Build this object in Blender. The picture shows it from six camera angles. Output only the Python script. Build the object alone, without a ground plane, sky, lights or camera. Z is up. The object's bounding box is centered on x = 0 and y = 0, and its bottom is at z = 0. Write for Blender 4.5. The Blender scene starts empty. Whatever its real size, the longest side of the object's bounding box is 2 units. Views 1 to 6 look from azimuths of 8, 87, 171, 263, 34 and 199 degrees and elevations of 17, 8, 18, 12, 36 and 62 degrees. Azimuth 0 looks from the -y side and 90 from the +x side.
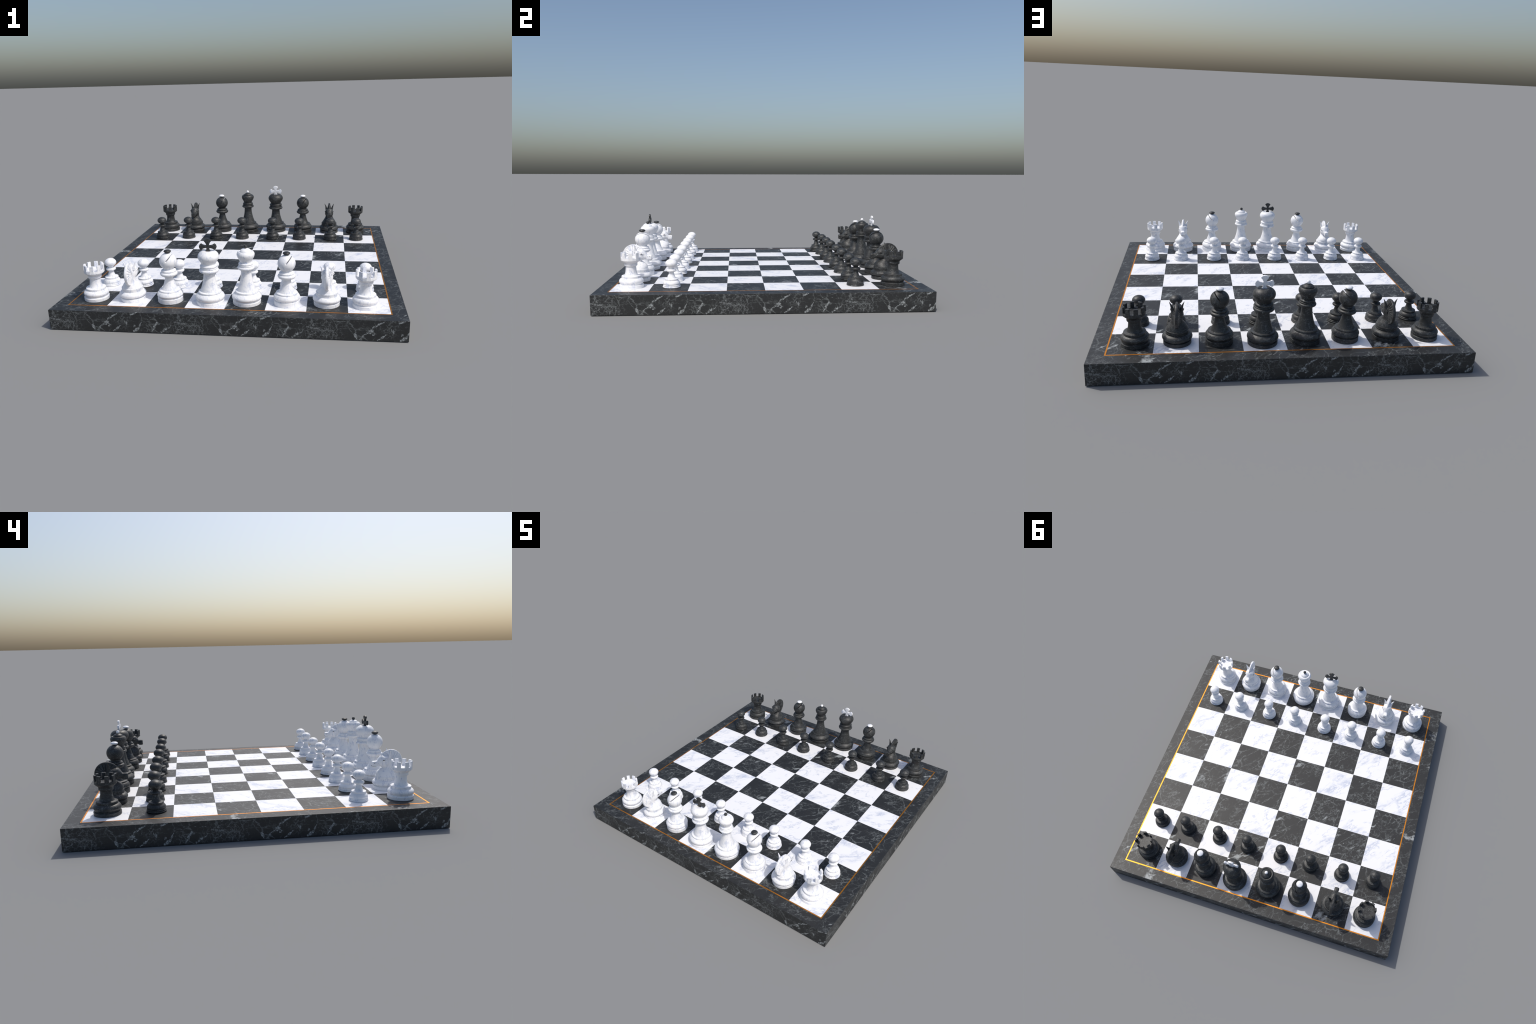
"""A marble chess set: a black-and-white board with a bronze inlay and all 32 pieces
in their starting places.  Metres, z up, board 2 x 2 m."""
import bpy, bmesh, math
from mathutils import Vector, Matrix

BOARD_TOP = 0.1198
SQ = 0.2281                      # side of one square
GRID = 4 * SQ                    # half width of the playing field
INLAY = 0.0072                   # width of the bronze strip
RAIL_IN = GRID + INLAY
PERIOD = 0.7305                  # repeat of the marble figure along the sides
COLL = bpy.context.scene.collection


# ------------------------------------------------------------------ node helpers
class Nodes:
    def __init__(self, tree):
        self.t = tree
        self.x = 0

    def node(self, kind, **props):
        n = self.t.nodes.new(kind)
        self.x += 40
        n.location = (self.x, 0)
        for k, v in props.items():
            setattr(n, k, v)
        return n

    def put(self, sock, v):
        if isinstance(v, bpy.types.NodeSocket):
            self.t.links.new(v, sock)
        elif isinstance(v, (tuple, list)) and sock.type == 'RGBA' and len(v) == 3:
            sock.default_value = (*v, 1.0)
        else:
            sock.default_value = v

    def math(self, op, a, b=0.0, c=0.0, clamp=False):
        n = self.node('ShaderNodeMath', operation=op, use_clamp=clamp)
        for s, v in zip(n.inputs, (a, b, c)):
            self.put(s, v)
        return n.outputs[0]

    def vec(self, op, a, b=None, scale=None):
        n = self.node('ShaderNodeVectorMath', operation=op)
        self.put(n.inputs[0], a)
        if b is not None:
            self.put(n.inputs[1], b)
        if scale is not None:
            self.put(n.inputs['Scale'], scale)
        return n.outputs['Value' if op in ('DOT_PRODUCT', 'LENGTH', 'DISTANCE') else 'Vector']

    def combine(self, x, y, z):
        n = self.node('ShaderNodeCombineXYZ')
        for s, v in zip(n.inputs, (x, y, z)):
            self.put(s, v)
        return n.outputs[0]

    def split(self, v):
        n = self.node('ShaderNodeSeparateXYZ')
        self.put(n.inputs[0], v)
        return n.outputs

    def mapping(self, v, loc=(0, 0, 0), rot=(0, 0, 0), scale=(1, 1, 1)):
        n = self.node('ShaderNodeMapping')
        self.put(n.inputs['Vector'], v)
        n.inputs['Location'].default_value = loc
        n.inputs['Rotation'].default_value = [math.radians(a) for a in rot]
        n.inputs['Scale'].default_value = scale
        return n.outputs[0]

    def noise(self, v, scale, detail=3.0, rough=0.55, distort=0.0, color=False):
        n = self.node('ShaderNodeTexNoise')
        self.put(n.inputs['Vector'], v)
        n.inputs['Scale'].default_value = scale
        n.inputs['Detail'].default_value = detail
        n.inputs['Roughness'].default_value = rough
        n.inputs['Distortion'].default_value = distort
        return n.outputs['Color' if color else 0]

    def cracks(self, v, scale, rnd=1.0):
        n = self.node('ShaderNodeTexVoronoi', feature='DISTANCE_TO_EDGE')
        self.put(n.inputs['Vector'], v)
        n.inputs['Scale'].default_value = scale
        n.inputs['Randomness'].default_value = rnd
        return n.outputs['Distance']

    def step(self, v, lo, hi, a=0.0, b=1.0):
        n = self.node('ShaderNodeMapRange', interpolation_type='SMOOTHSTEP')
        self.put(n.inputs['Value'], v)
        for k, x in zip(('From Min', 'From Max', 'To Min', 'To Max'), (lo, hi, a, b)):
            self.put(n.inputs[k], x)
        return n.outputs[0]

    def mix(self, f, a, b):
        n = self.node('ShaderNodeMix', data_type='RGBA')
        self.put(n.inputs[0], f)
        self.put(n.inputs[6], a)
        self.put(n.inputs[7], b)
        return n.outputs[2]

    def warp(self, v, scale, amount, detail=3.0):
        c = self.noise(v, scale, detail, color=True)
        c = self.vec('SUBTRACT', c, (0.5, 0.5, 0.5))
        return self.vec('ADD', v, self.vec('SCALE', c, scale=amount))

    def mul(self, *xs):
        r = xs[0]
        for x in xs[1:]:
            r = self.math('MULTIPLY', r, x)
        return r

    def top(self, *xs):
        r = xs[0]
        for x in xs[1:]:
            r = self.math('MAXIMUM', r, x)
        return r


def new_material(name):
    m = bpy.data.materials.new(name)
    m.use_nodes = True
    t = m.node_tree
    t.nodes.clear()
    n = Nodes(t)
    out = n.node('ShaderNodeOutputMaterial')
    b = n.node('ShaderNodeBsdfPrincipled')
    t.links.new(b.outputs[0], out.inputs[0])
    return m, n, b


def stroke_group():
    """distance-to-segment vein: mask 1 on the segment A-B, fading out at Width."""
    g = bpy.data.node_groups.new('vein_stroke', 'ShaderNodeTree')
    for nm, kind in (('P', 'NodeSocketVector'), ('A', 'NodeSocketVector'), ('B', 'NodeSocketVector'),
                     ('Width', 'NodeSocketFloat')):
        g.interface.new_socket(nm, in_out='INPUT', socket_type=kind)
    g.interface.new_socket('Mask', in_out='OUTPUT', socket_type='NodeSocketFloat')
    n = Nodes(g)
    i = n.node('NodeGroupInput')
    o = n.node('NodeGroupOutput')
    pa = n.vec('SUBTRACT', i.outputs['P'], i.outputs['A'])
    ba = n.vec('SUBTRACT', i.outputs['B'], i.outputs['A'])
    h = n.math('DIVIDE', n.vec('DOT_PRODUCT', pa, ba), n.vec('DOT_PRODUCT', ba, ba), clamp=True)
    d = n.vec('DISTANCE', pa, n.vec('SCALE', ba, scale=h))
    # veins swell in the middle of their length
    w = n.mul(i.outputs['Width'], n.math('SUBTRACT', 1.25, n.math('MULTIPLY', n.math('ABSOLUTE', n.math('SUBTRACT', h, 0.5)), 1.4)))
    g.links.new(n.step(d, n.mul(w, 0.55), w, 1.0, 0.0), o.inputs[0])
    return g


STROKES = None
BLACK = (0.0175, 0.0185, 0.0190)
VEIN = (0.165, 0.180, 0.180)
PALE_VEIN = (0.34, 0.365, 0.37)
WHITE = (0.86, 0.865, 0.88)
BLUE_VEIN = (0.49, 0.54, 0.665)


def along(n, v, angle, stretch):
    """turn the figure so that it runs along `angle` in the x-y plane, drawn out by `stretch`"""
    return n.mapping(n.mapping(v, rot=(0, 0, -angle)), scale=(1.0 / stretch, 1.0, 1.0))


def ridge(n, v, scale, width, detail=4.0, rough=0.6, distort=0.0):
    """thin winding line where the noise crosses its middle value"""
    d = n.math('ABSOLUTE', n.math('SUBTRACT', n.noise(v, scale, detail, rough, distort), 0.5))
    return n.step(d, width * 0.25, width, 1.0, 0.0)


def black_veins(n, v, k=1.0, fine=1.0, angle=45.0):
    """thin branching and criss-cross veins of black marble; v in metres, k scales the figure."""
    w = n.warp(n.warp(v, 9.0 * k, 0.060 / k, 5.0), 38.0 * k, 0.012 / k, 3.0)
    mask = n.step(n.noise(v, 6.0 * k, 2.0), 0.40, 0.56)
    a = n.mul(n.step(n.cracks(along(n, w, angle, 2.0), 13.0 * k), 0.004, 0.034, 1.0, 0.0), mask)
    w2 = n.warp(n.mapping(v, loc=(3.1, 1.7, 0.4)), 20.0 * k, 0.045 / k, 4.0)
    mask2 = n.step(n.noise(n.mapping(v, loc=(1.3, 0.2, 2.0)), 7.0 * k, 3.0, distort=0.4), 0.46, 0.62)
    b = n.mul(n.step(n.cracks(n.warp(w2, 60.0 * k, 0.010 / k, 3.0), 27.0 * k), 0.008, 0.058, 1.0, 0.0), mask2, 0.75)
    c = n.mul(ridge(n, along(n, n.mapping(v, loc=(7.7, 2.2, 1.0)), angle, 2.4), 15.0 * k, 0.024, 6.0, 0.66),
              n.step(n.noise(n.mapping(v, loc=(0.3, 4.2, 1.0)), 8.0 * k, 3.0), 0.46, 0.60))
    grain = n.step(n.noise(v, 150.0 * k, 3.0, 0.7), 0.56, 0.80, 0.0, 0.40 * fine)
    breakup = n.step(n.noise(v, 60.0 * k, 3.0, 0.65), 0.36, 0.60, 0.15, 1.0)
    return n.top(n.mul(n.top(a, b, c), breakup), grain)


def diagonal_blotches(n, v, k, lo, hi, angle=45.0):
    """short pale smears, all running the same way, with feathered, torn edges"""
    m = along(n, n.warp(v, 16.0 * k, 0.035 / k, 4.0), angle, 2.8)
    body = n.noise(m, 15.0 * k, 6.0, 0.66)
    return n.step(body, lo, hi)


def black_surface(n, b, v, extra=None, k=1.0, rough=0.52, blotch=(0.62, 0.70), vein_gain=1.0, angle=45.0, fine=1.0, lift=1.0):
    ve = n.math('MULTIPLY', black_veins(n, v, k, fine, angle), vein_gain, clamp=True)
    base = n.mix(n.noise(v, 12.0 * k, 3.0), tuple(c * 0.84 * lift for c in BLACK), tuple(c * 1.12 * lift for c in BLACK))
    col = n.mix(n.mul(ve, 0.80), base, VEIN)
    bl = diagonal_blotches(n, v, k, *blotch, angle=angle)
    if extra is not None:
        bl = n.top(bl, extra)
    col = n.mix(n.mul(bl, 0.9), col, PALE_VEIN)
    n.put(b.inputs['Base Color'], col)
    b.inputs['Roughness'].default_value = rough
    b.inputs['Specular IOR Level'].default_value = 0.5


def white_surface(n, b, m, v, k=1.0, gain=1.0, rough=0.42):
    """m: the stretched, turned coordinates of the streaks; v: plain ones for the masks"""
    bundle = n.step(n.noise(m, 6.5 * k, 3.0, 0.55), 0.54, 0.69)
    streak = ridge(n, m, 17.0 * k, 0.045, 5.0, 0.62)
    fine = n.step(n.noise(m, 30.0 * k, 4.0, 0.62), 0.47, 0.66)
    inside = n.mul(bundle, n.math('ADD', n.mul(n.top(streak, fine), 0.78), 0.10))
    lone = n.mul(ridge(n, n.mapping(m, loc=(3.3, 1.1, 0.4)), 7.0 * k, 0.022, 5.0, 0.62), n.step(n.noise(v, 8.0 * k, 2.0), 0.40, 0.58), 0.60)
    spots = n.mul(n.step(n.noise(m, 24.0 * k, 3.0, 0.6), 0.66, 0.74), 0.30)
    f = n.math('MULTIPLY', n.top(inside, lone, spots), gain, clamp=True)
    n.put(b.inputs['Base Color'], n.mix(f, WHITE, BLUE_VEIN))
    b.inputs['Roughness'].default_value = rough
    b.inputs['Specular IOR Level'].default_value = 0.5


# ------------------------------------------------------------------ materials
def make_materials():
    M = {}
    tc = lambda n: n.node('ShaderNodeTexCoord').outputs['Object']

    # --- rails: side figure repeats along the rail, top figure lies on the world plane
    m, n, b = new_material('black_rail_marble')
    g = stroke_group()
    obj = tc(n)
    geo = n.node('ShaderNodeNewGeometry')
    is_top = n.step(n.split(geo.outputs['True Normal'])[2], 0.5, 0.8)
    o = n.split(obj)
    u = n.math('MODULO', n.math('ADD', o[0], 1.0), PERIOD)
    ang = n.math('MULTIPLY', u, 2 * math.pi / PERIOD)
    rad = PERIOD / (2 * math.pi)
    wheel = n.combine(n.mul(n.math('COSINE', ang), rad), n.mul(n.math('SINE', ang), rad), o[2])
    pos = geo.outputs['Position']
    p = n.split(pos)
    flat = n.combine(p[0], p[1], 0.37)
    pick = n.node('ShaderNodeMix', data_type='VECTOR')
    n.put(pick.inputs[0], is_top)
    n.put(pick.inputs[4], wheel)
    n.put(pick.inputs[5], flat)
    v = pick.outputs[1]
    uv = n.combine(u, o[2], 0.0)
    jit = n.vec('SUBTRACT', n.noise(wheel, 30.0, 4.0, 0.65, color=True), (0.5, 0.5, 0.5))
    jit2 = n.vec('SUBTRACT', n.noise(wheel, 170.0, 3.0, 0.7, color=True), (0.5, 0.5, 0.5))
    uvj = n.vec('MULTIPLY', n.vec('ADD', n.vec('ADD', uv, n.vec('SCALE', jit, scale=0.038)), n.vec('SCALE', jit2, scale=0.016)), (1, 1, 0))
    # the pale veins that can be told apart on every side: start, end (along, up), width
    strokes = [((.258, .040), (.268, .016), .0100), ((.497, .006), (.527, .026), .0090),
               ((.527, .028), (.545, .066), .0055), ((.494, .034), (.505, .043), .0070),
               ((.280, .005), (.350, .072), .0032), ((.350, .074), (.405, .112), .0065),
               ((.380, .003), (.418, .042), .0045), ((.487, .104), (.515, .122), .0055),
               ((.602, .012), (.636, .066), .0078), ((.655, .003), (.716, .052), .0042),
               ((.445, .070), (.460, .047), .0060), ((.350, .034), (.366, .042), .0050)]
    thin = [((.000, .072), (.070, .056), .0045), ((.045, .050), (.150, .054), .0045),
            ((.036, .118), (.042, .056), .0030), ((.112, .116), (.120, .086), .0028),
            ((.120, .086), (.164, .002), .0030), ((.214, .114), (.262, .060), .0030),
            ((.050, .062), (.075, .066), .0075), ((.010, .010), (.070, .052), .0035),
            ((.100, .030), (.120, .012), .0040), ((.262, .060), (.262, .040), .0035)]

    def paint(lst):
        r = None
        for a, c, w in lst:
            s = n.node('ShaderNodeGroup', node_tree=g)
            n.put(s.inputs['P'], uvj)
            s.inputs['A'].default_value = (*a, 0)
            s.inputs['B'].default_value = (*c, 0)
            s.inputs['Width'].default_value = w
            r = s.outputs[0] if r is None else n.top(r, s.outputs[0])
        return r
    side = n.math('SUBTRACT', 1.0, is_top)
    ragged = n.step(n.noise(wheel, 120.0, 3.0, 0.7), 0.40, 0.58, 0.12, 1.0)
    extra = n.mul(n.top(n.mul(paint(strokes), ragged), n.mul(paint(thin), ragged, 0.45)), side)
    # the dense web of hair veins near the start of each repeat
    web = n.step(n.math('COSINE', n.math('SUBTRACT', ang, 0.75)), 0.30, 0.95)
    hair = n.step(n.cracks(n.warp(wheel, 40.0, 0.022, 4.0), 48.0), 0.0, 0.075, 1.0, 0.0)
    hole = n.step(n.vec('DISTANCE', uvj, (.068, .096, 0)), 0.012, 0.022)
    hair = n.mul(hair, web, side, hole, 0.40, n.step(n.noise(wheel, 60.0, 3.0), 0.38, 0.60))
    extra = n.top(extra, hair)
    # big pale splashes on the top
    splash = n.mul(is_top, n.step(n.noise(n.mapping(n.warp(flat, 9.0, 0.09, 4.0), loc=(0.35, 0.1, 0)), 3.2, 5.0, 0.6), 0.605, 0.655))
    splash = n.mul(splash, n.step(n.noise(flat, 55.0, 4.0, 0.7), 0.40, 0.52, 0.15, 1.0))
    black_surface(n, b, v, n.top(extra, splash), k=1.2, blotch=(0.640, 0.70), vein_gain=0.9)
    M['rail'] = m

    # --- squares
    m, n, b = new_material('black_square_marble')
    info = n.node('ShaderNodeObjectInfo')
    v = n.vec('ADD', tc(n), n.vec('SCALE', n.combine(info.outputs['Random'], n.math('FRACT', n.mul(info.outputs['Random'], 17.3)), 0.1), scale=9.0))
    low = n.math('ADD', 0.585, n.mul(n.math('FRACT', n.mul(info.outputs['Random'], 41.9)), 0.09))
    black_surface(n, b, v, k=1.0, blotch=(low, n.math('ADD', low, 0.075)), vein_gain=1.0)
    M['black_square'] = m

    m, n, b = new_material('white_square_marble')
    info = n.node('ShaderNodeObjectInfo')
    v = n.vec('ADD', tc(n), n.vec('SCALE', n.combine(info.outputs['Random'], n.math('FRACT', n.mul(info.outputs['Random'], 23.7)), 0.7), scale=9.0))
    white_surface(n, b, along(n, n.warp(v, 9.0, 0.055, 4.0), 48.0, 2.8), v, k=1.5)
    M['white_square'] = m

    # --- pieces
    m, n, b = new_material('white_piece_marble')
    v = tc(n)
    white_surface(n, b, n.mapping(n.warp(v, 22.0, 0.025, 4.0), rot=(14, -10, 0), scale=(1.3, 1.3, 0.42)), v, k=3.4, gain=1.25, rough=0.45)
    M['white'] = m
    m, n, b = new_material('black_piece_marble')
    v = tc(n)
    black_surface(n, b, n.mapping(v, rot=(35, 20, 0)), k=3.6, rough=0.50, blotch=(0.63, 0.76), vein_gain=0.9, angle=30.0, fine=1.6, lift=1.1)
    M['black'] = m

    # --- bronze inlay
    m, n, b = new_material('bronze_inlay_metal')
    v = tc(n)
    f = n.noise(v, 40.0, 3.0)
    n.put(b.inputs['Base Color'], n.mix(f, (0.66, 0.245, 0.022), (0.74, 0.290, 0.034)))
    b.inputs['Metallic'].default_value = 0.90
    b.inputs['Roughness'].default_value = 0.46
    M['bronze'] = m

    # --- carved, darkened details of the knights
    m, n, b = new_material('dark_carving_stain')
    n.put(b.inputs['Base Color'], n.mix(n.noise(tc(n), 60.0), (0.012, 0.010, 0.008), (0.03, 0.026, 0.02)))
    b.inputs['Roughness'].default_value = 0.5
    M['stain'] = m
    return M


# ------------------------------------------------------------------ mesh helpers
def mesh_object(name, verts, faces, mats, parent=None, sharp=35.0, smooth=True):
    me = bpy.data.meshes.new(name)
    me.from_pydata([tuple(v) for v in verts], [], faces)
    me.update()
    finish_mesh(me, mats, sharp, smooth)
    ob = bpy.data.objects.new(name, me)
    COLL.objects.link(ob)
    if parent:
        ob.parent = parent
    return ob


def finish_mesh(me, mats, sharp=35.0, smooth=True):
    if not me.materials:
        for m in (mats if isinstance(mats, (list, tuple)) else [mats]):
            me.materials.append(m)
    if smooth:
        me.shade_smooth()
        me.set_sharp_from_angle(angle=math.radians(sharp))
    else:
        me.shade_flat()


def evaluated_mesh(ob, name):
    dg = bpy.context.evaluated_depsgraph_get()
    dg.update()
    me = bpy.data.meshes.new_from_object(ob.evaluated_get(dg))
    me.name = name
    return me


def drop(ob):
    bpy.data.objects.remove(ob, do_unlink=True)


def spline(pts, n=6):
    """Catmull-Rom through the points"""
    out = []
    P = [pts[0]] + list(pts) + [pts[-1]]
    for i in range(1, len(P) - 2):
        a, b, c, d = P[i - 1:i + 3]
        for j in range(n):
            t = j / n
            out.append(tuple(0.5 * (2 * q + (r - p) * t + (2 * p - 5 * q + 4 * r - s) * t * t + (3 * q - p - 3 * r + s) * t ** 3)
                             for p, q, r, s in zip(a, b, c, d)))
    out.append(tuple(pts[-1]))
    return out


def arc(a, b, sag, n=9):
    """circular arc from a to b bulging outwards (to the right of a->b) by sag"""
    (r0, z0), (r1, z1) = a, b
    dx, dz = r1 - r0, z1 - z0
    L = math.hypot(dx, dz)
    nx, nz = dz / L, -dx / L
    if abs(sag) < 1e-6:
        return [a, b]
    R = (L * L / 4 + sag * sag) / (2 * abs(sag))
    half = math.asin(min(1.0, L / 2 / R))
    if abs(sag) > L / 2:
        half = math.pi - half
    s = 1 if sag > 0 else -1
    out = []
    for i in range(n + 1):
        t = -half + 2 * half * i / n
        along = R * math.sin(t)
        off = s * (R * math.cos(t) - (R - abs(sag)))
        out.append(((r0 + r1) / 2 + dx / L * along + nx * off, (z0 + z1) / 2 + dz / L * along + nz * off))
    return out


def profile(*runs):
    """join runs of points, dropping doubles"""
    out = []
    for run in runs:
        for p in ([run] if isinstance(run[0], (int, float)) else run):
            if not out or math.hypot(p[0] - out[-1][0], p[1] - out[-1][1]) > 1e-5:
                out.append((max(0.0, p[0]), p[1]))
    return out


def lathe(name, pts, mat, seg=72, sharp=32.0):
    verts, faces, rows = [], [], []
    for r, z in pts:
        if r < 1e-5:
            rows.append([len(verts)])
            verts.append((0, 0, z))
        else:
            rows.append(list(range(len(verts), len(verts) + seg)))
            for i in range(seg):
                a = 2 * math.pi * i / seg
                verts.append((r * math.cos(a), r * math.sin(a), z))
    for A, B in zip(rows, rows[1:]):
        for i in range(seg):
            j = (i + 1) % seg
            if len(A) == 1 and len(B) == 1:
                continue
            if len(A) == 1:
                faces.append((A[0], B[j], B[i]))
            elif len(B) == 1:
                faces.append((A[i], A[j], B[0]))
            else:
                faces.append((A[i], A[j], B[j], B[i]))
    me = bpy.data.meshes.new(name)
    me.from_pydata(verts, [], faces)
    me.update()
    finish_mesh(me, mat, sharp)
    return me


def ellipsoid_points(r, zc, h, t0=-90.0, t1=90.0, n=20):
    return [(r * math.cos(math.radians(t0 + (t1 - t0) * i / n)), zc + h * math.sin(math.radians(t0 + (t1 - t0) * i / n))) for i in range(n + 1)]


# ------------------------------------------------------------------ piece parts (mesh data, z from the board's top)
def pawn_parts(mat):
    base = profile((0, 0.0004), (.0500, .0004), arc((.0515, .0012), (.0518, .0092), .0022), (.0500, .0098),
                   arc((.0500, .0102), (.0500, .0172), .0020), (.0488, .0180),
                   spline([(.0495, .0186), (.0510, .0255), (.0490, .0335), (.0445, .0400), (.0398, .0440)]))
    stem = profile((.0398, .0440), (.0402, .0455), (.0412, .0525), (.0402, .0545), (.0375, .0553), (.0268, .0560),
                   spline([(.0262, .0562), (.0232, .0615), (.0202, .0705), (.0172, .0805), (.0152, .0900), (.0150, .0945)]))
    collar = profile((.0150, .0945), (.0195, .0950), arc((.0230, .0960), (.0235, .1120), .0068, 12), (.0180, .1125), (.0150, .1130))
    head = profile(spline([(.0150, .1130), (.0146, .1155), (.0155, .1190)], 3),
                   ellipsoid_points(.0358, .1452, .0275, -62, 90, 22))
    return [('base', base), ('stem', stem), ('collar', collar), ('head', head)]


def tall_base(r0, rb, rl, lip, zb):
    """plinth ring, bulging cushion and lip shared by the officers"""
    base = profile((0, .0004), (r0 - .0008, .0004), (r0, .0016), (r0 + .0004, .0185), (r0 - .0010, .0200), (r0 - .0062, .0208),
                   (r0 - .0068, .0240))
    cushion = profile((r0 - .0068, .0240), spline([(r0 - .0055, .0262), (rb - .0010, .0345), (rb, .0420), (rb - .0022, .0490),
                                                  (rb - .0082, .0560), (rl, zb)], 6))
    lipr = profile((rl, zb), (rl + .0003, lip - .0020), (rl - .0012, lip), (rl - .0040, lip + .0008))
    return base, cushion, lipr


def rook_parts(mat):
    base, cushion, lipr = tall_base(.0726, .0728, .0572, .0738, .0600)
    stem = profile(lipr, (.0415, .0756), spline([(.0408, .0760), (.0375, .0830), (.0345, .0930), (.0324, .1060), (.0315, .1200), (.0313, .1308)]))
    collar = profile((.0313, .1308), (.0345, .1316), (.0380, .1345), (.0390, .1380), (.0390, .1450), (.0384, .1470), (.0395, .1500))
    return [('base', base), ('cushion', cushion), ('stem', stem), ('collar', collar)]


def bishop_parts(mat):
    base = profile((0, .0004), (.0722, .0004), (.0730, .0016), (.0735, .0262), (.0722, .0277), (.0678, .0285), (.0676, .0305))
    cushion = profile((.0676, .0305), spline([(.0690, .0325), (.0742, .0385), (.0757, .0435), (.0738, .0505), (.0685, .0590), (.0615, .0650)], 6))
    stem = profile((.0615, .0650), (.0618, .0700), (.0605, .0722), (.0575, .0730), (.0478, .0745),
                   spline([(.0470, .0748), (.0395, .0900), (.0332, .1060), (.0283, .1230), (.0243, .1400), (.0232, .1515)]))
    collar = profile((.0232, .1515), (.0300, .1525), spline([(.0380, .1540), (.0470, .1600), (.0506, .1680), (.0490, .1740), (.0430, .1785)], 5),
                     (.0405, .1792), arc((.0408, .1798), (.0395, .1905), .0030), (.0330, .1945), (.0300, .1950))
    return [('base', base), ('cushion', cushion), ('stem', stem), ('collar', collar)]


def queen_parts(mat):
    base, cushion, _ = tall_base(.0802, .0851, .0655, .0760, .0655)
    stem = profile((.0655, .0655), (.0660, .0735), (.0648, .0758), (.0615, .0770), (.0535, .0778),
                   spline([(.0528, .0782), (.0478, .0960), (.0415, .1150), (.0358, .1370), (.0318, .1600), (.0297, .1830), (.0292, .2025)]))
    collar = profile((.0292, .2025), (.0370, .2032), arc((.0425, .2050), (.0432, .2205), .0058), (.0400, .2215),
                     arc((.0400, .2222), (.0402, .2295), .0026), (.0388, .2303), arc((.0388, .2310), (.0380, .2420), .0036), (.0340, .2436), (.0325, .2440))
    crown = profile((.0325, .2440), spline([(.0330, .2470), (.0385, .2600), (.0462, .2740), (.0503, .2870), (.0490, .2970), (.0440, .3050), (.0405, .3078)], 6),
                    (.0375, .3078), (.0305, .3035), (.0302, .3045), spline([(.0302, .3055), (.0298, .3115), (.0250, .3175), (.0180, .3215), (.0090, .3245), (0, .3252)], 5))
    return [('base', base), ('cushion', cushion), ('stem', stem), ('collar', collar), ('crown', crown)]


def king_parts(mat):
    base, cushion, _ = tall_base(.0800, .0838, .0650, .0745, .0640)
    stem = profile((.0650, .0640), (.0660, .0712), (.0648, .0738), (.0615, .0748), (.0535, .0756),
                   spline([(.0530, .0760), (.0485, .0930), (.0425, .1110), (.0378, .1300), (.0340, .1520), (.0322, .1720), (.0318, .1865)]))
    collar = profile((.0318, .1865), (.0420, .1870), arc((.0490, .1885), (.0505, .2065), .0066), (.0470, .2075),
                     arc((.0470, .2082), (.0472, .2150), .0026), (.0460, .2158), arc((.0462, .2165), (.0455, .2315), .0046), (.0410, .2338), (.0400, .2345))
    crown = profile((.0400, .2345), spline([(.0405, .2370), (.0455, .2460), (.0545, .2600), (.0598, .2740), (.0582, .2880), (.0505, .3000), (.0385, .3090), (.0300, .3118)], 6),
                    spline([(.0300, .3118), (.0200, .3110), (.0100, .3085), (0, .3080)], 4))
    return [('base', base), ('cushion', cushion), ('stem', stem), ('collar', collar), ('crown', crown)]


def bishop_head(mat):
    """ball with a slanting saw cut"""
    zc, R = .2415, .0502
    pts = profile((.0300, .1950), (.0292, .1975), (.0300, .2015), ellipsoid_points(R, zc, .0492, -54, 90, 28))
    pts = profile((0, .1960), pts)
    me = lathe('head', pts, mat, 96)
    ob = bpy.data.objects.new('ball', me)
    COLL.objects.link(ob)
    d = Vector((math.cos(math.radians(50)), 0, math.sin(math.radians(50))))
    nrm = Vector((-d.z, 0, d.x))
    c0 = Vector((-.002, 0, zc + .006))
    V = []
    for t in (0, .11):
        for s in (-.0030, .0030):
            for y in (-.1, .1):
                V.append(c0 + d * t + nrm * s + Vector((0, y, 0)))
    F = [(0, 1, 3, 2), (4, 6, 7, 5), (0, 4, 5, 1), (2, 3, 7, 6), (0, 2, 6, 4), (1, 5, 7, 3)]
    cut = mesh_object('cut', V, F, mat, smooth=False)
    bm = bmesh.new()
    bm.from_mesh(cut.data)
    bmesh.ops.recalc_face_normals(bm, faces=bm.faces)
    bm.to_mesh(cut.data)
    bm.free()
    mod = ob.modifiers.new('saw', 'BOOLEAN')
    mod.object, mod.operation, mod.solver = cut, 'DIFFERENCE', 'EXACT'
    out = evaluated_mesh(ob, 'head')
    drop(ob)
    drop(cut)
    out.shade_smooth()
    out.set_sharp_from_angle(angle=math.radians(32))
    return out


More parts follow.
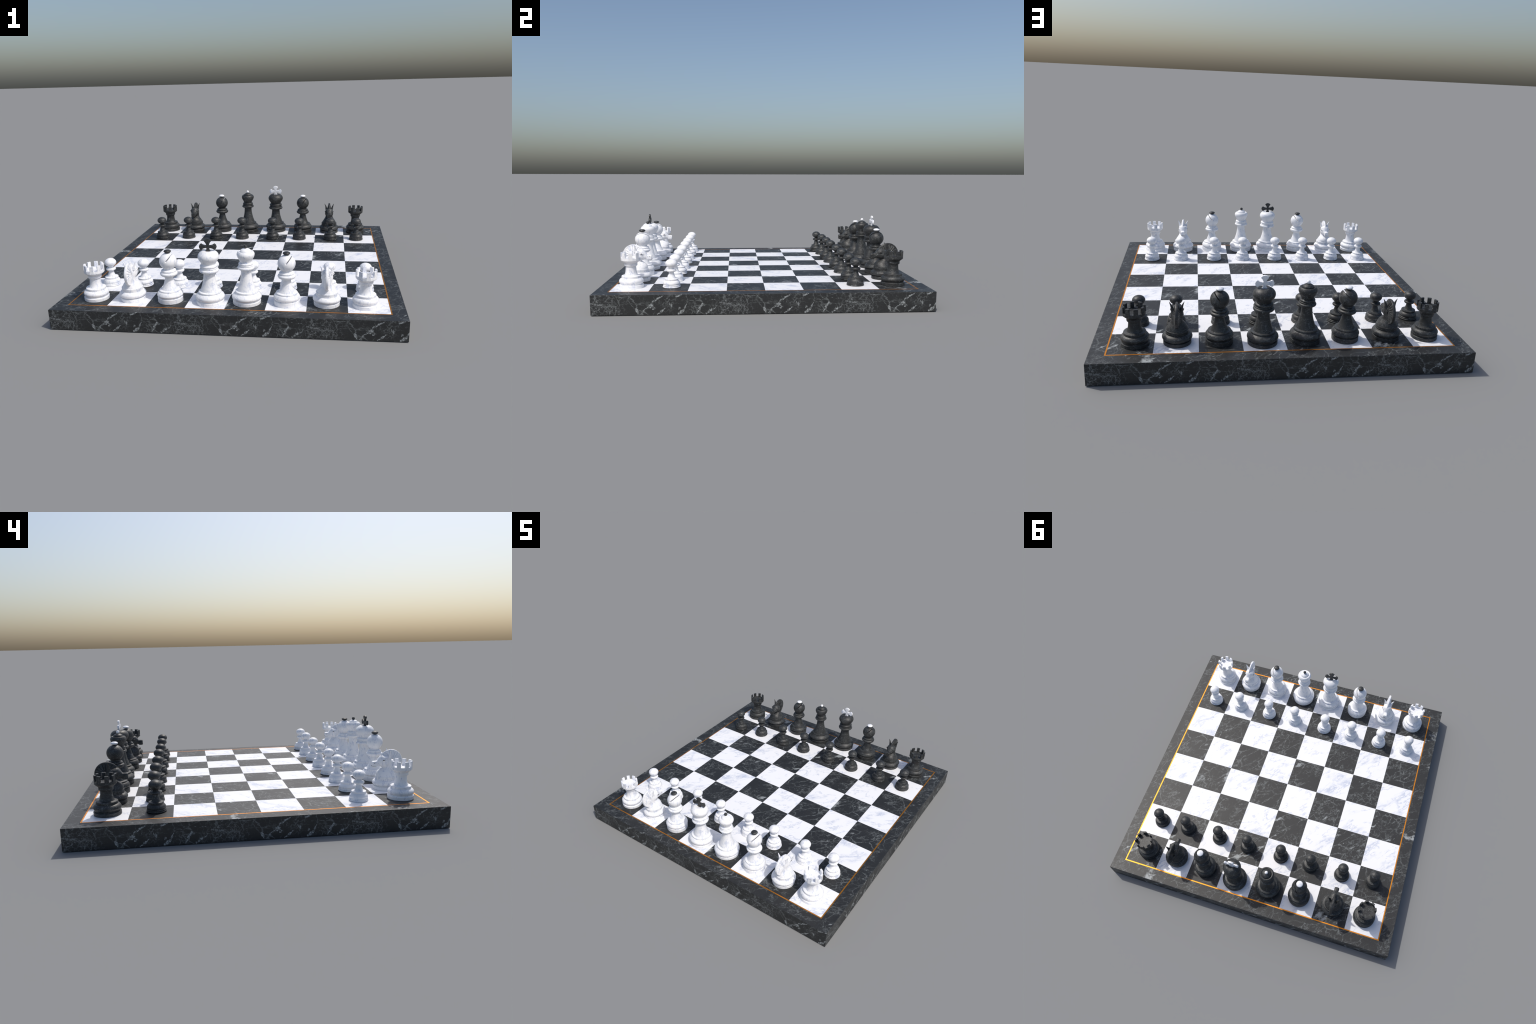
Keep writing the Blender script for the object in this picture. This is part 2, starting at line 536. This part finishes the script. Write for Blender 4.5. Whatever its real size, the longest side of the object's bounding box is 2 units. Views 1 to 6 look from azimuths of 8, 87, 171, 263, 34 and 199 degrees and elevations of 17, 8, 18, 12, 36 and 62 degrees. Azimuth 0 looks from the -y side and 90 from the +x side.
def rook_crown(mat):
    """sixteen-sided battlement: every second side carries a merlon"""
    verts, faces = [], []

    def ring(r, z):
        i = len(verts)
        for k in range(16):
            a = math.radians(22.5 * k - 11.25)
            verts.append((r * math.cos(a), r * math.sin(a), z))
        return i

    def band(a, b):
        for k in range(16):
            j = (k + 1) % 16
            faces.append((a + k, a + j, b + j, b + k))
    RO, RI = .0586, .0478
    z0, z1, z2, zf = .1665, .1825, .2142, .1785
    a = ring(.0395, .1500)
    b = ring(.0420, .1535)
    c = ring(RO - .0012, z0 - .001)
    d = ring(RO, z0 + .0012)
    e = ring(RO, z1)
    f = ring(RI, z1)
    g = ring(RI, zf)
    for p, q in ((a, b), (b, c), (c, d), (d, e)):
        band(p, q)
    hi_o, hi_i = ring(RO + .0004, z2), ring(RI, z2)
    for k in range(16):
        j = (k + 1) % 16
        if k % 2:                                 # gap
            faces.append((e + k, e + j, f + j, f + k))
        else:                                     # merlon
            faces.append((e + k, e + j, hi_o + j, hi_o + k))
            faces.append((hi_o + k, hi_o + j, hi_i + j, hi_i + k))
            faces.append((hi_i + k, hi_i + j, f + j, f + k))
            faces.append((e + k, hi_o + k, hi_i + k, f + k))
            faces.append((e + j, f + j, hi_i + j, hi_o + j))
    band(f, g)
    faces.append(tuple(g + k for k in range(16)))
    me = bpy.data.meshes.new('battlement')
    me.from_pydata(verts, [], faces)
    me.update()
    bm = bmesh.new()
    bm.from_mesh(me)
    bmesh.ops.remove_doubles(bm, verts=bm.verts, dist=1e-6)
    bmesh.ops.recalc_face_normals(bm, faces=bm.faces)
    bm.to_mesh(me)
    bm.free()
    me.materials.append(mat)
    ob = bpy.data.objects.new('t', me)
    COLL.objects.link(ob)
    bev = ob.modifiers.new('b', 'BEVEL')
    bev.width, bev.segments, bev.limit_method, bev.angle_limit = .0007, 2, 'ANGLE', math.radians(40)
    out = evaluated_mesh(ob, 'battlement')
    drop(ob)
    out.shade_smooth()
    out.set_sharp_from_angle(angle=math.radians(20))
    return out


def cross_mesh(mat):
    """cross with four petal-shaped arms, standing in the x-z plane, centre at the origin"""
    def arm(length, waist, flare, shoulder):
        half = spline([(waist, waist), (waist * 1.02, waist * 1.55), (flare * .62, shoulder * .72), (flare * .96, shoulder * .98)], 5)
        tip = spline([(flare * .96, shoulder * .98), (flare * .97, shoulder * 1.05), (flare * .66, shoulder + (length - shoulder) * .70), (0, length)], 5)
        right = half + tip[1:]
        return right + [(-x, y) for x, y in reversed(right[:-1])]
    out = []
    for k, spec in enumerate(((.0445, .0078, .0205, .0315), (.0498, .0078, .0178, .0365), (.0330, .0078, .0172, .0290), (.0498, .0078, .0178, .0365))):
        a = -math.pi / 2 * k
        run = [(x * math.cos(a) - y * math.sin(a), x * math.sin(a) + y * math.cos(a)) for x, y in reversed(arm(*spec))]
        out += run
    loop = []
    for p in out:
        if not loop or math.hypot(p[0] - loop[-1][0], p[1] - loop[-1][1]) > 1e-5:
            loop.append(p)
    if math.hypot(loop[0][0] - loop[-1][0], loop[0][1] - loop[-1][1]) < 1e-5:
        loop.pop()
    n = len(loop)
    T = .0056
    verts = [(x, -T, z) for x, z in loop] + [(x, T, z) for x, z in loop]
    faces = [tuple(range(n)), tuple(reversed(range(n, 2 * n)))] + [(i, n + i, n + (i + 1) % n, (i + 1) % n) for i in range(n)]
    me = bpy.data.meshes.new('cross')
    me.from_pydata(verts, [], faces)
    me.update()
    bm = bmesh.new()
    bm.from_mesh(me)
    bmesh.ops.recalc_face_normals(bm, faces=bm.faces)
    bm.to_mesh(me)
    bm.free()
    me.materials.append(mat)
    ob = bpy.data.objects.new('t', me)
    COLL.objects.link(ob)
    bev = ob.modifiers.new('b', 'BEVEL')
    bev.width, bev.segments, bev.limit_method, bev.angle_limit = .0014, 3, 'ANGLE', math.radians(60)
    res = evaluated_mesh(ob, 'cross')
    drop(ob)
    res.shade_smooth()
    res.set_sharp_from_angle(angle=math.radians(35))
    return res


# ------------------------------------------------------------------ knight (faces +y; s is the forward distance)
def superellipse(w, h, n, count=40):
    out = []
    for i in range(count):
        a = 2 * math.pi * i / count
        c, s = math.cos(a), math.sin(a)
        out.append((w * math.copysign(abs(c) ** (2 / n), c), h * math.copysign(abs(s) ** (2 / n), s)))
    return out


def loft(rings):
    verts, faces = [], []
    m = len(rings[0])
    for r in rings:
        verts += r
    for i in range(len(rings) - 1):
        for k in range(m):
            j = (k + 1) % m
            faces.append((i * m + k, i * m + j, (i + 1) * m + j, (i + 1) * m + k))
    faces.append(tuple(reversed(range(m))))
    faces.append(tuple(range((len(rings) - 1) * m, len(rings) * m)))
    return verts, faces


def knight_figure(mats):
    """chest, neck and head as one smooth skin"""
    V, F = [], []

    def add(vf):
        o = len(V)
        V.extend(vf[0])
        F.extend(tuple(o + i for i in f) for f in vf[1])
    # chest and neck: levels (z, half width, front, back)
    levels = spline([(.074, .0565, .0580, -.0570), (.0815, .0565, .0585, -.0570), (.092, .0515, .0585, -.0535), (.102, .0455, .0550, -.0500),
                     (.111, .0395, .0480, -.0480), (.119, .0342, .0370, -.0470), (.127, .0300, .0230, -.0480), (.138, .0285, .0150, -.0460),
                     (.152, .0295, .0140, -.0450), (.168, .0300, .0140, -.0440), (.184, .0275, .0140, -.0400), (.193, .0210, .0100, -.0340)], 4)
    rings = []
    for zz, w, fr, bk in levels:
        mid, hl = (fr + bk) / 2, (fr - bk) / 2
        taper = min(1.0, max(0.0, (zz - .10) / .05))       # the neck narrows towards the mane
        ring = []
        for x, y in superellipse(w, hl, 2.0):
            if y < 0:
                x *= 1 - taper * .70 * (-y / hl) ** 1.1
            ring.append((x, mid + y, zz))
        rings.append(ring)
    add(loft(rings))
    # head: stations (s, top, bottom, half width, squareness)
    st = spline([(-.034, .193, .132, .018, 2.3), (-.018, .1975, .128, .0265, 2.7), (.002, .1995, .1285, .0308, 2.8), (.018, .2015, .1300, .0308, 2.7),
                 (.0300, .2022, .1335, .0275, 2.4), (.0400, .1945, .1375, .0215, 2.5), (.0490, .1835, .1385, .0168, 2.7), (.0560, .1720, .1365, .0150, 3.2),
                 (.0610, .1695, .1320, .0150, 3.6), (.0700, .1692, .1310, .0148, 3.8), (.0800, .1690, .1310, .0146, 3.8), (.0870, .1680, .1335, .0140, 3.6)], 3)
    rings = []
    for s, t, bo, w, q in st:
        rings.append([(x, s, (t + bo) / 2 + zz) for x, zz in superellipse(w, (t - bo) / 2, q)])
    add(loft(rings))
    ob = mesh_object('t', V, F, mats)
    bm = bmesh.new()
    bm.from_mesh(ob.data)
    bmesh.ops.recalc_face_normals(bm, faces=bm.faces)
    bm.to_mesh(ob.data)
    bm.free()
    rm = ob.modifiers.new('r', 'REMESH')
    rm.mode, rm.voxel_size = 'VOXEL', .0013
    sm = ob.modifiers.new('s', 'SMOOTH')
    sm.factor, sm.iterations = .5, 4
    me = evaluated_mesh(ob, 'figure')
    drop(ob)
    # carve eye sockets, brows, cheeks and the throat line
    bump = lambda v, c, r: math.exp(-sum(((a - b) / q) ** 2 for a, b, q in zip(v, c, r)))
    for v in me.vertices:
        p = (abs(v.co.x), v.co.y, v.co.z)
        if p[0] > .004:
            d = -.0058 * bump(p, (.03, .025, .1760), (.03, .0125, .0062))
            d += .0026 * bump(p, (.03, .010, .1890), (.03, .0240, .0045))
            d += .0026 * bump(p, (.03, .006, .1560), (.03, .0150, .0120))
            d += -.0020 * bump(p, (.02, .046, .1560), (.03, .0090, .0120))
            d += .0012 * bump(p, (.015, .078, .1560), (.02, .0080, .0060))
            v.co.x += math.copysign(d, v.co.x)
    me.update()
    me.materials.clear()
    me.materials.append(mats)
    return me


def split_by(me, rule, names):
    """separate the faces by region, borders shared, normals of the whole kept"""
    normals = [v.normal.copy() for v in me.vertices]
    regions = {n: [] for n in names}
    for p in me.polygons:
        regions[rule(p.center)].append(tuple(p.vertices))
    out = []
    for nm in names:
        used = {}
        faces = []
        for f in regions[nm]:
            faces.append([used.setdefault(i, len(used)) for i in f])
        order = list(used)
        m = bpy.data.meshes.new(nm)
        m.from_pydata([me.vertices[i].co[:] for i in order], [], faces)
        m.update()
        m.materials.append(me.materials[0])
        m.shade_smooth()
        m.normals_split_custom_set_from_vertices([normals[i] for i in order])
        out.append((nm, m))
    return out


def mane_mesh(mat):
    """fan-shaped crest: smooth rim, sides combed into stepped strands"""
    cs, cz = -.029, .1670
    t0, t1, steps = 18.0, 260.0, 182
    nst = 13
    rows = []
    for i in range(steps + 1):
        a = t0 + (t1 - t0) * i / steps
        R = .0680 + .0050 * max(0.0, (70 - a) / 50) ** 1.2
        if a > 215:
            R += .0020 * (a - 215) / 40
        ph = (a - t0) / (t1 - t0) * nst % 1.0
        strand = .0022 * ph + .0026 * math.sin(math.pi * ph) ** .5 if 40 < a else .0024
        ca, sa = math.cos(math.radians(a)), math.sin(math.radians(a))
        front = max(0.0, (60 - a) / 42)
        rim = .0074 * (1 - .40 * front) + .0050 * max(0.0, (a - 225) / 31) ** 1.5
        gable = min(1.0, max(0.0, (105 - a) / 45))
        sec = []                                  # (radius, half thickness) from the rim inwards
        sec.append((R, 0.0))
        sec.append((R - .0002, rim * (.62 - .30 * gable)))
        sec.append((R - .0016, rim * (.95 - .40 * gable)))
        sec.append((R - .0045, rim * (1 - .25 * gable)))
        sec.append((R - .0075, rim * .98))
        sec.append((R - .0088, rim * .98 - .0030 + strand * .8))
        for q in (.74, .62, .50, .38, .26):
            sec.append((R * q, rim * .98 - .0024 + strand * 1.1 + (.80 - q) * .016))
        rows.append([(cs + r * ca, cz + r * sa, t) for r, t in sec])
    verts, faces = [], []
    k = len(rows[0])
    for side in (1, -1):
        o = len(verts)
        for row in rows:
            verts += [(side * t, y, zz) for y, zz, t in row]
        for i in range(steps):
            for j in range(k - 1):
                q = (o + i * k + j, o + (i + 1) * k + j, o + (i + 1) * k + j + 1, o + i * k + j + 1)
                faces.append(q if side > 0 else tuple(reversed(q)))
    half = (steps + 1) * k
    for e in (0, steps):                          # close both ends and the inner edge
        for j in range(k - 1):
            faces.append((e * k + j, e * k + j + 1, half + e * k + j + 1, half + e * k + j))
    for i in range(steps):
        faces.append((i * k + k - 1, (i + 1) * k + k - 1, half + (i + 1) * k + k - 1, half + i * k + k - 1))
    me = bpy.data.meshes.new('mane')
    me.from_pydata(verts, [], faces)
    bm = bmesh.new()
    bm.from_mesh(me)
    bmesh.ops.remove_doubles(bm, verts=bm.verts, dist=1e-6)
    bmesh.ops.recalc_face_normals(bm, faces=bm.faces)
    bm.to_mesh(me)
    bm.free()
    finish_mesh(me, mat, 28)
    return me


def ear_mesh(mat, side):
    base, tip = Vector((side * .0215, -.013, .186)), Vector((side * .0388, -.0150, .2360))
    rings, N = [], 10
    for i in range(N + 1):
        t = i / N
        c = base.lerp(tip, t) + Vector((-side * .0030 * math.sin(math.pi * t), 0, 0))
        dep = .0125 * (1 - t) ** .8 + .0003
        thk = .0092 * (1 - t) ** .8 + .0004
        ring = []
        for x, y in superellipse(thk, dep, 2.0, 20):
            dent = .0028 * (1 - t) * max(0.0, 1 - (x / thk) ** 2) if y > 0 else 0    # hollow towards the front
            ring.append((c.x + x, c.y + y - dent, c.z))
        rings.append(ring)
    v, f = loft(rings)
    me = bpy.data.meshes.new('ear')
    me.from_pydata(v, [], f)
    bm = bmesh.new()
    bm.from_mesh(me)
    bmesh.ops.recalc_face_normals(bm, faces=bm.faces)
    bm.to_mesh(me)
    bm.free()
    finish_mesh(me, mat, 40)
    return me


def blob_mesh(name, mat, centre, radii, shape=None):
    bm = bmesh.new()
    bmesh.ops.create_uvsphere(bm, u_segments=18, v_segments=10, radius=1.0)
    for v in bm.verts:
        p = v.co.copy()
        if shape:
            p = shape(p)
        v.co = Vector(centre) + Vector((p.x * radii[0], p.y * radii[1], p.z * radii[2]))
    me = bpy.data.meshes.new(name)
    bm.to_mesh(me)
    bm.free()
    finish_mesh(me, mat, 60)
    return me


def tube_mesh(name, mat, pts, r):
    """small carved line: a tube through the points"""
    P = [Vector(p) for p in spline(pts, 4)]
    rings = []
    for i, p in enumerate(P):
        d = (P[min(i + 1, len(P) - 1)] - P[max(i - 1, 0)]).normalized()
        a = d.cross(Vector((0, 0, 1)))
        a = a.normalized() if a.length > .1 else Vector((1, 0, 0))
        b = d.cross(a).normalized()
        rr = r * (0.45 + 0.55 * math.sin(math.pi * (i + .5) / len(P)))
        rings.append([tuple(p + a * rr * math.cos(t * math.pi / 4) + b * rr * math.sin(t * math.pi / 4)) for t in range(8)])
    v, f = loft(rings)
    me = bpy.data.meshes.new(name)
    me.from_pydata(v, [], f)
    finish_mesh(me, mat, 60)
    return me


def knight_parts(mat, stain):
    base = profile((0, .0004), (.0718, .0004), (.0726, .0016), (.0730, .0185), (.0716, .0202), (.0660, .0208), (.0656, .0235))
    cushion = profile((.0656, .0235), spline([(.0675, .0250), (.0762, .0310), (.0785, .0375), (.0768, .0450), (.0700, .0530), (.0602, .0585)], 6))
    band = profile((.0602, .0585), (.0604, .0592), (.0606, .0668), (.0590, .0677), (.0590, .0690), (.0608, .0699), (.0614, .0765), (.0606, .0793),
                   (.0578, .0803), (.0300, .0808))
    lathed = [('base', base), ('cushion', cushion), ('collar', band)]
    fig = knight_figure(mat)
    extra = split_by(fig, lambda c: 'head' if (c.z > .128 + max(0, (.016 - c.y)) * 1.6) else 'chest', ('chest', 'head'))
    extra.append(('mane', mane_mesh(mat)))
    extra += [('ear', ear_mesh(mat, 1)), ('ear', ear_mesh(mat, -1))]
    almond = lambda p: Vector((p.x, p.y, p.z * max(0.12, min(1.0, .62 + .5 * p.y))))
    from mathutils.bvhtree import BVHTree
    tree = BVHTree.FromPolygons([v.co.copy() for v in fig.vertices], [tuple(p.vertices) for p in fig.polygons])

    def skin(side, y, zz, inset=0.0):
        hit = tree.ray_cast(Vector((side * .08, y, zz)), Vector((-side, 0, 0)))[0]
        return (hit.x - side * inset, y, zz)
    for side in (1, -1):
        extra.append(('eye', blob_mesh('eye', stain, skin(side, .0235, .1772, .0006), (.0022, .0080, .0036), almond)))
        extra.append(('nostril', tube_mesh('nostril', stain, [skin(side, .069, .1610, .0004), skin(side, .0735, .1575, .0003), skin(side, .0770, .1600, .0003), skin(side, .0775, .1555, .0003)], .0011)))
    front = [skin(1, .0630, .1412, .0003), skin(1, .0720, .1395, .0003), skin(1, .0830, .1408, .0003)]
    back = [(-x, y, zz) for x, y, zz in reversed(front)]
    extra.append(('mouth', tube_mesh('mouth', stain, front + [(.0100, .0874, .1412), (0, .0880, .1415), (-.0100, .0874, .1412)] + back, .0010)))
    return lathed, extra


# ------------------------------------------------------------------ assembly
def empty(name, loc, label, category, rot=0.0):
    e = bpy.data.objects.new(name, None)
    e.empty_display_size = 0.05
    e.location = loc
    e.rotation_euler = (0, 0, rot)
    e['label'] = label
    e['category'] = category
    COLL.objects.link(e)
    return e


def place(name, me, mat, parent):
    """a copy that shares mesh data; the colour belongs to the object's own slot"""
    o = bpy.data.objects.new(name, me)
    COLL.objects.link(o)
    o.parent = parent
    o.material_slots[0].link = 'OBJECT'
    o.material_slots[0].material = mat
    return o


def build_board(M):
    board = empty('chessboard', (0, 0, 0), 'square black marble chessboard with white squares and bronze inlay', 'chessboard')
    # four mitred rails with softened outer edges
    bv = .0016
    sec = [(1.0, bv), (1.0, BOARD_TOP - bv), (1.0 - bv * .3, BOARD_TOP - bv * .3), (1.0 - bv, BOARD_TOP), (RAIL_IN, BOARD_TOP), (RAIL_IN, 0.0), (1.0 - bv, 0.0)]
    verts, faces = [], []
    for end in (-1, 1):
        verts += [(end * d, -d, z) for d, z in sec]
    k = len(sec)
    for i in range(k):
        j = (i + 1) % k
        faces.append((i, j, k + j, k + i))
    faces += [tuple(range(k)), tuple(reversed(range(k, 2 * k)))]
    rail = mesh_object('rail', verts, faces, M['rail'], board, smooth=False)
    bm = bmesh.new()
    bm.from_mesh(rail.data)
    bmesh.ops.recalc_face_normals(bm, faces=bm.faces)
    bm.to_mesh(rail.data)
    bm.free()
    for q in (1, 2, 3):
        r = rail.copy()
        r.rotation_euler = (0, 0, q * math.pi / 2)
        COLL.objects.link(r)
    # bronze strips
    sec = [(RAIL_IN, .02), (RAIL_IN, BOARD_TOP + .0003), (GRID, BOARD_TOP + .0003), (GRID, .02)]
    verts = [(e * d, -d, z) for e in (-1, 1) for d, z in sec]
    faces = [(0, 1, 5, 4), (1, 2, 6, 5), (2, 3, 7, 6), (3, 0, 4, 7), (3, 2, 1, 0), (4, 5, 6, 7)]
    strip = mesh_object('inlay_strip', verts, faces, M['bronze'], board, smooth=False)
    bm = bmesh.new()
    bm.from_mesh(strip.data)
    bmesh.ops.recalc_face_normals(bm, faces=bm.faces)
    bm.to_mesh(strip.data)
    bm.free()
    for q in (1, 2, 3):
        r = strip.copy()
        r.rotation_euler = (0, 0, q * math.pi / 2)
        COLL.objects.link(r)
    # sixty-four squares
    h = SQ / 2
    T = BOARD_TOP - .02
    verts = [(x, y, z) for z in (-T, 0) for x, y in ((-h, -h), (h, -h), (h, h), (-h, h))]
    faces = [(3, 2, 1, 0), (4, 5, 6, 7), (0, 1, 5, 4), (1, 2, 6, 5), (2, 3, 7, 6), (3, 0, 4, 7)]
    protos = {}
    for i in range(8):
        for j in range(8):
            white = (i + j) % 2 == 1
            nm = 'white_square' if white else 'black_square'
            if nm not in protos:
                o = mesh_object(nm, verts, faces, M[nm], board, smooth=False)
                protos[nm] = o
            else:
                o = protos[nm].copy()
                COLL.objects.link(o)
            o.location = ((i - 3.5) * SQ, (j - 3.5) * SQ, BOARD_TOP)
    return board


def main():
    M = make_materials()
    build_board(M)
    W, B = M['white'], M['black']
    kinds = {}
    for kind, fn in (('pawn', pawn_parts), ('rook', rook_parts), ('bishop', bishop_parts), ('queen', queen_parts), ('king', king_parts)):
        seg = 64 if kind == 'pawn' else 80
        kinds[kind] = [(nm, lathe(nm, pts, W, seg), 'own') for nm, pts in fn(W)]
    kinds['rook'].append(('battlement', rook_crown(W), 'own'))
    kinds['bishop'].append(('head', bishop_head(W), 'own'))
    kinds['bishop'].append(('finial', lathe('finial', ellipsoid_points(.0213, .3003, .0098, -90, 90, 18), B, 48), 'other'))
    kinds['queen'].append(('finial', lathe('finial', ellipsoid_points(.0106, .3338, .0108, -90, 90, 18), B, 40), 'other'))
    cross = cross_mesh(B)
    for v in cross.vertices:
        v.co.z += .3352
    kinds['king'].append(('cross', cross, 'other'))
    lathed, extra = knight_parts(W, M['stain'])
    kinds['knight'] = [(nm, lathe(nm, pts, W, 80), 'own') for nm, pts in lathed]
    kinds['knight'] += [(nm, me, 'stain' if nm in ('eye', 'nostril', 'mouth') else 'own') for nm, me in extra]

    words = {'pawn': 'marble pawn with round head and thin collar', 'rook': 'marble rook with battlemented tower top',
             'bishop': 'marble bishop with slotted ball head and contrasting button', 'queen': 'marble queen with domed crown and contrasting bead',
             'king': 'marble king topped by a contrasting cross', 'knight': 'marble knight with horse head and fan mane'}

    def piece(kind, colour, x, y, rot=0.0):
        own, other = (W, B) if colour == 'white' else (B, W)
        e = empty(kind, (x, y, BOARD_TOP), colour + ' ' + words[kind], 'chess piece', math.radians(rot))
        for nm, me, which in kinds[kind]:
            place(nm, me, {'own': own, 'other': other, 'stain': M['stain']}[which], e)

    pawn_x = (-.788, -.5725, -.3435, -.129, .118, .3325, .5787, .7905)
    for x in pawn_x:
        piece('pawn', 'white', x, -.5625)
    for x, y in zip(pawn_x, (.5455, .5625, .5640, .5625, .5650, .5625, .5630, .5650)):
        piece('pawn', 'black', x if x < .7 else .7805, y)
    for colour, y, sgn in (('white', -.8048, 1), ('black', .7990, -1)):
        turn = 0 if sgn > 0 else 180
        for x in (-.788, .781):
            piece('rook', colour, x, y, 9.0 if sgn > 0 else 15.0)
        for x in (-.567, .567):
            piece('knight', colour, x, -.797 if sgn > 0 else .7925, turn)
    for x in (-.337, .3424):
        piece('bishop', 'white', x, -.8048)
    for x in (-.333, .3494):
        piece('bishop', 'black', x, .7990)
    piece('queen', 'white', .1132, -.8027)
    piece('queen', 'black', -.1108, .8015)
    piece('king', 'white', -.0972, -.8180, 2.0)
    piece('king', 'black', .1220, .8195)


main()
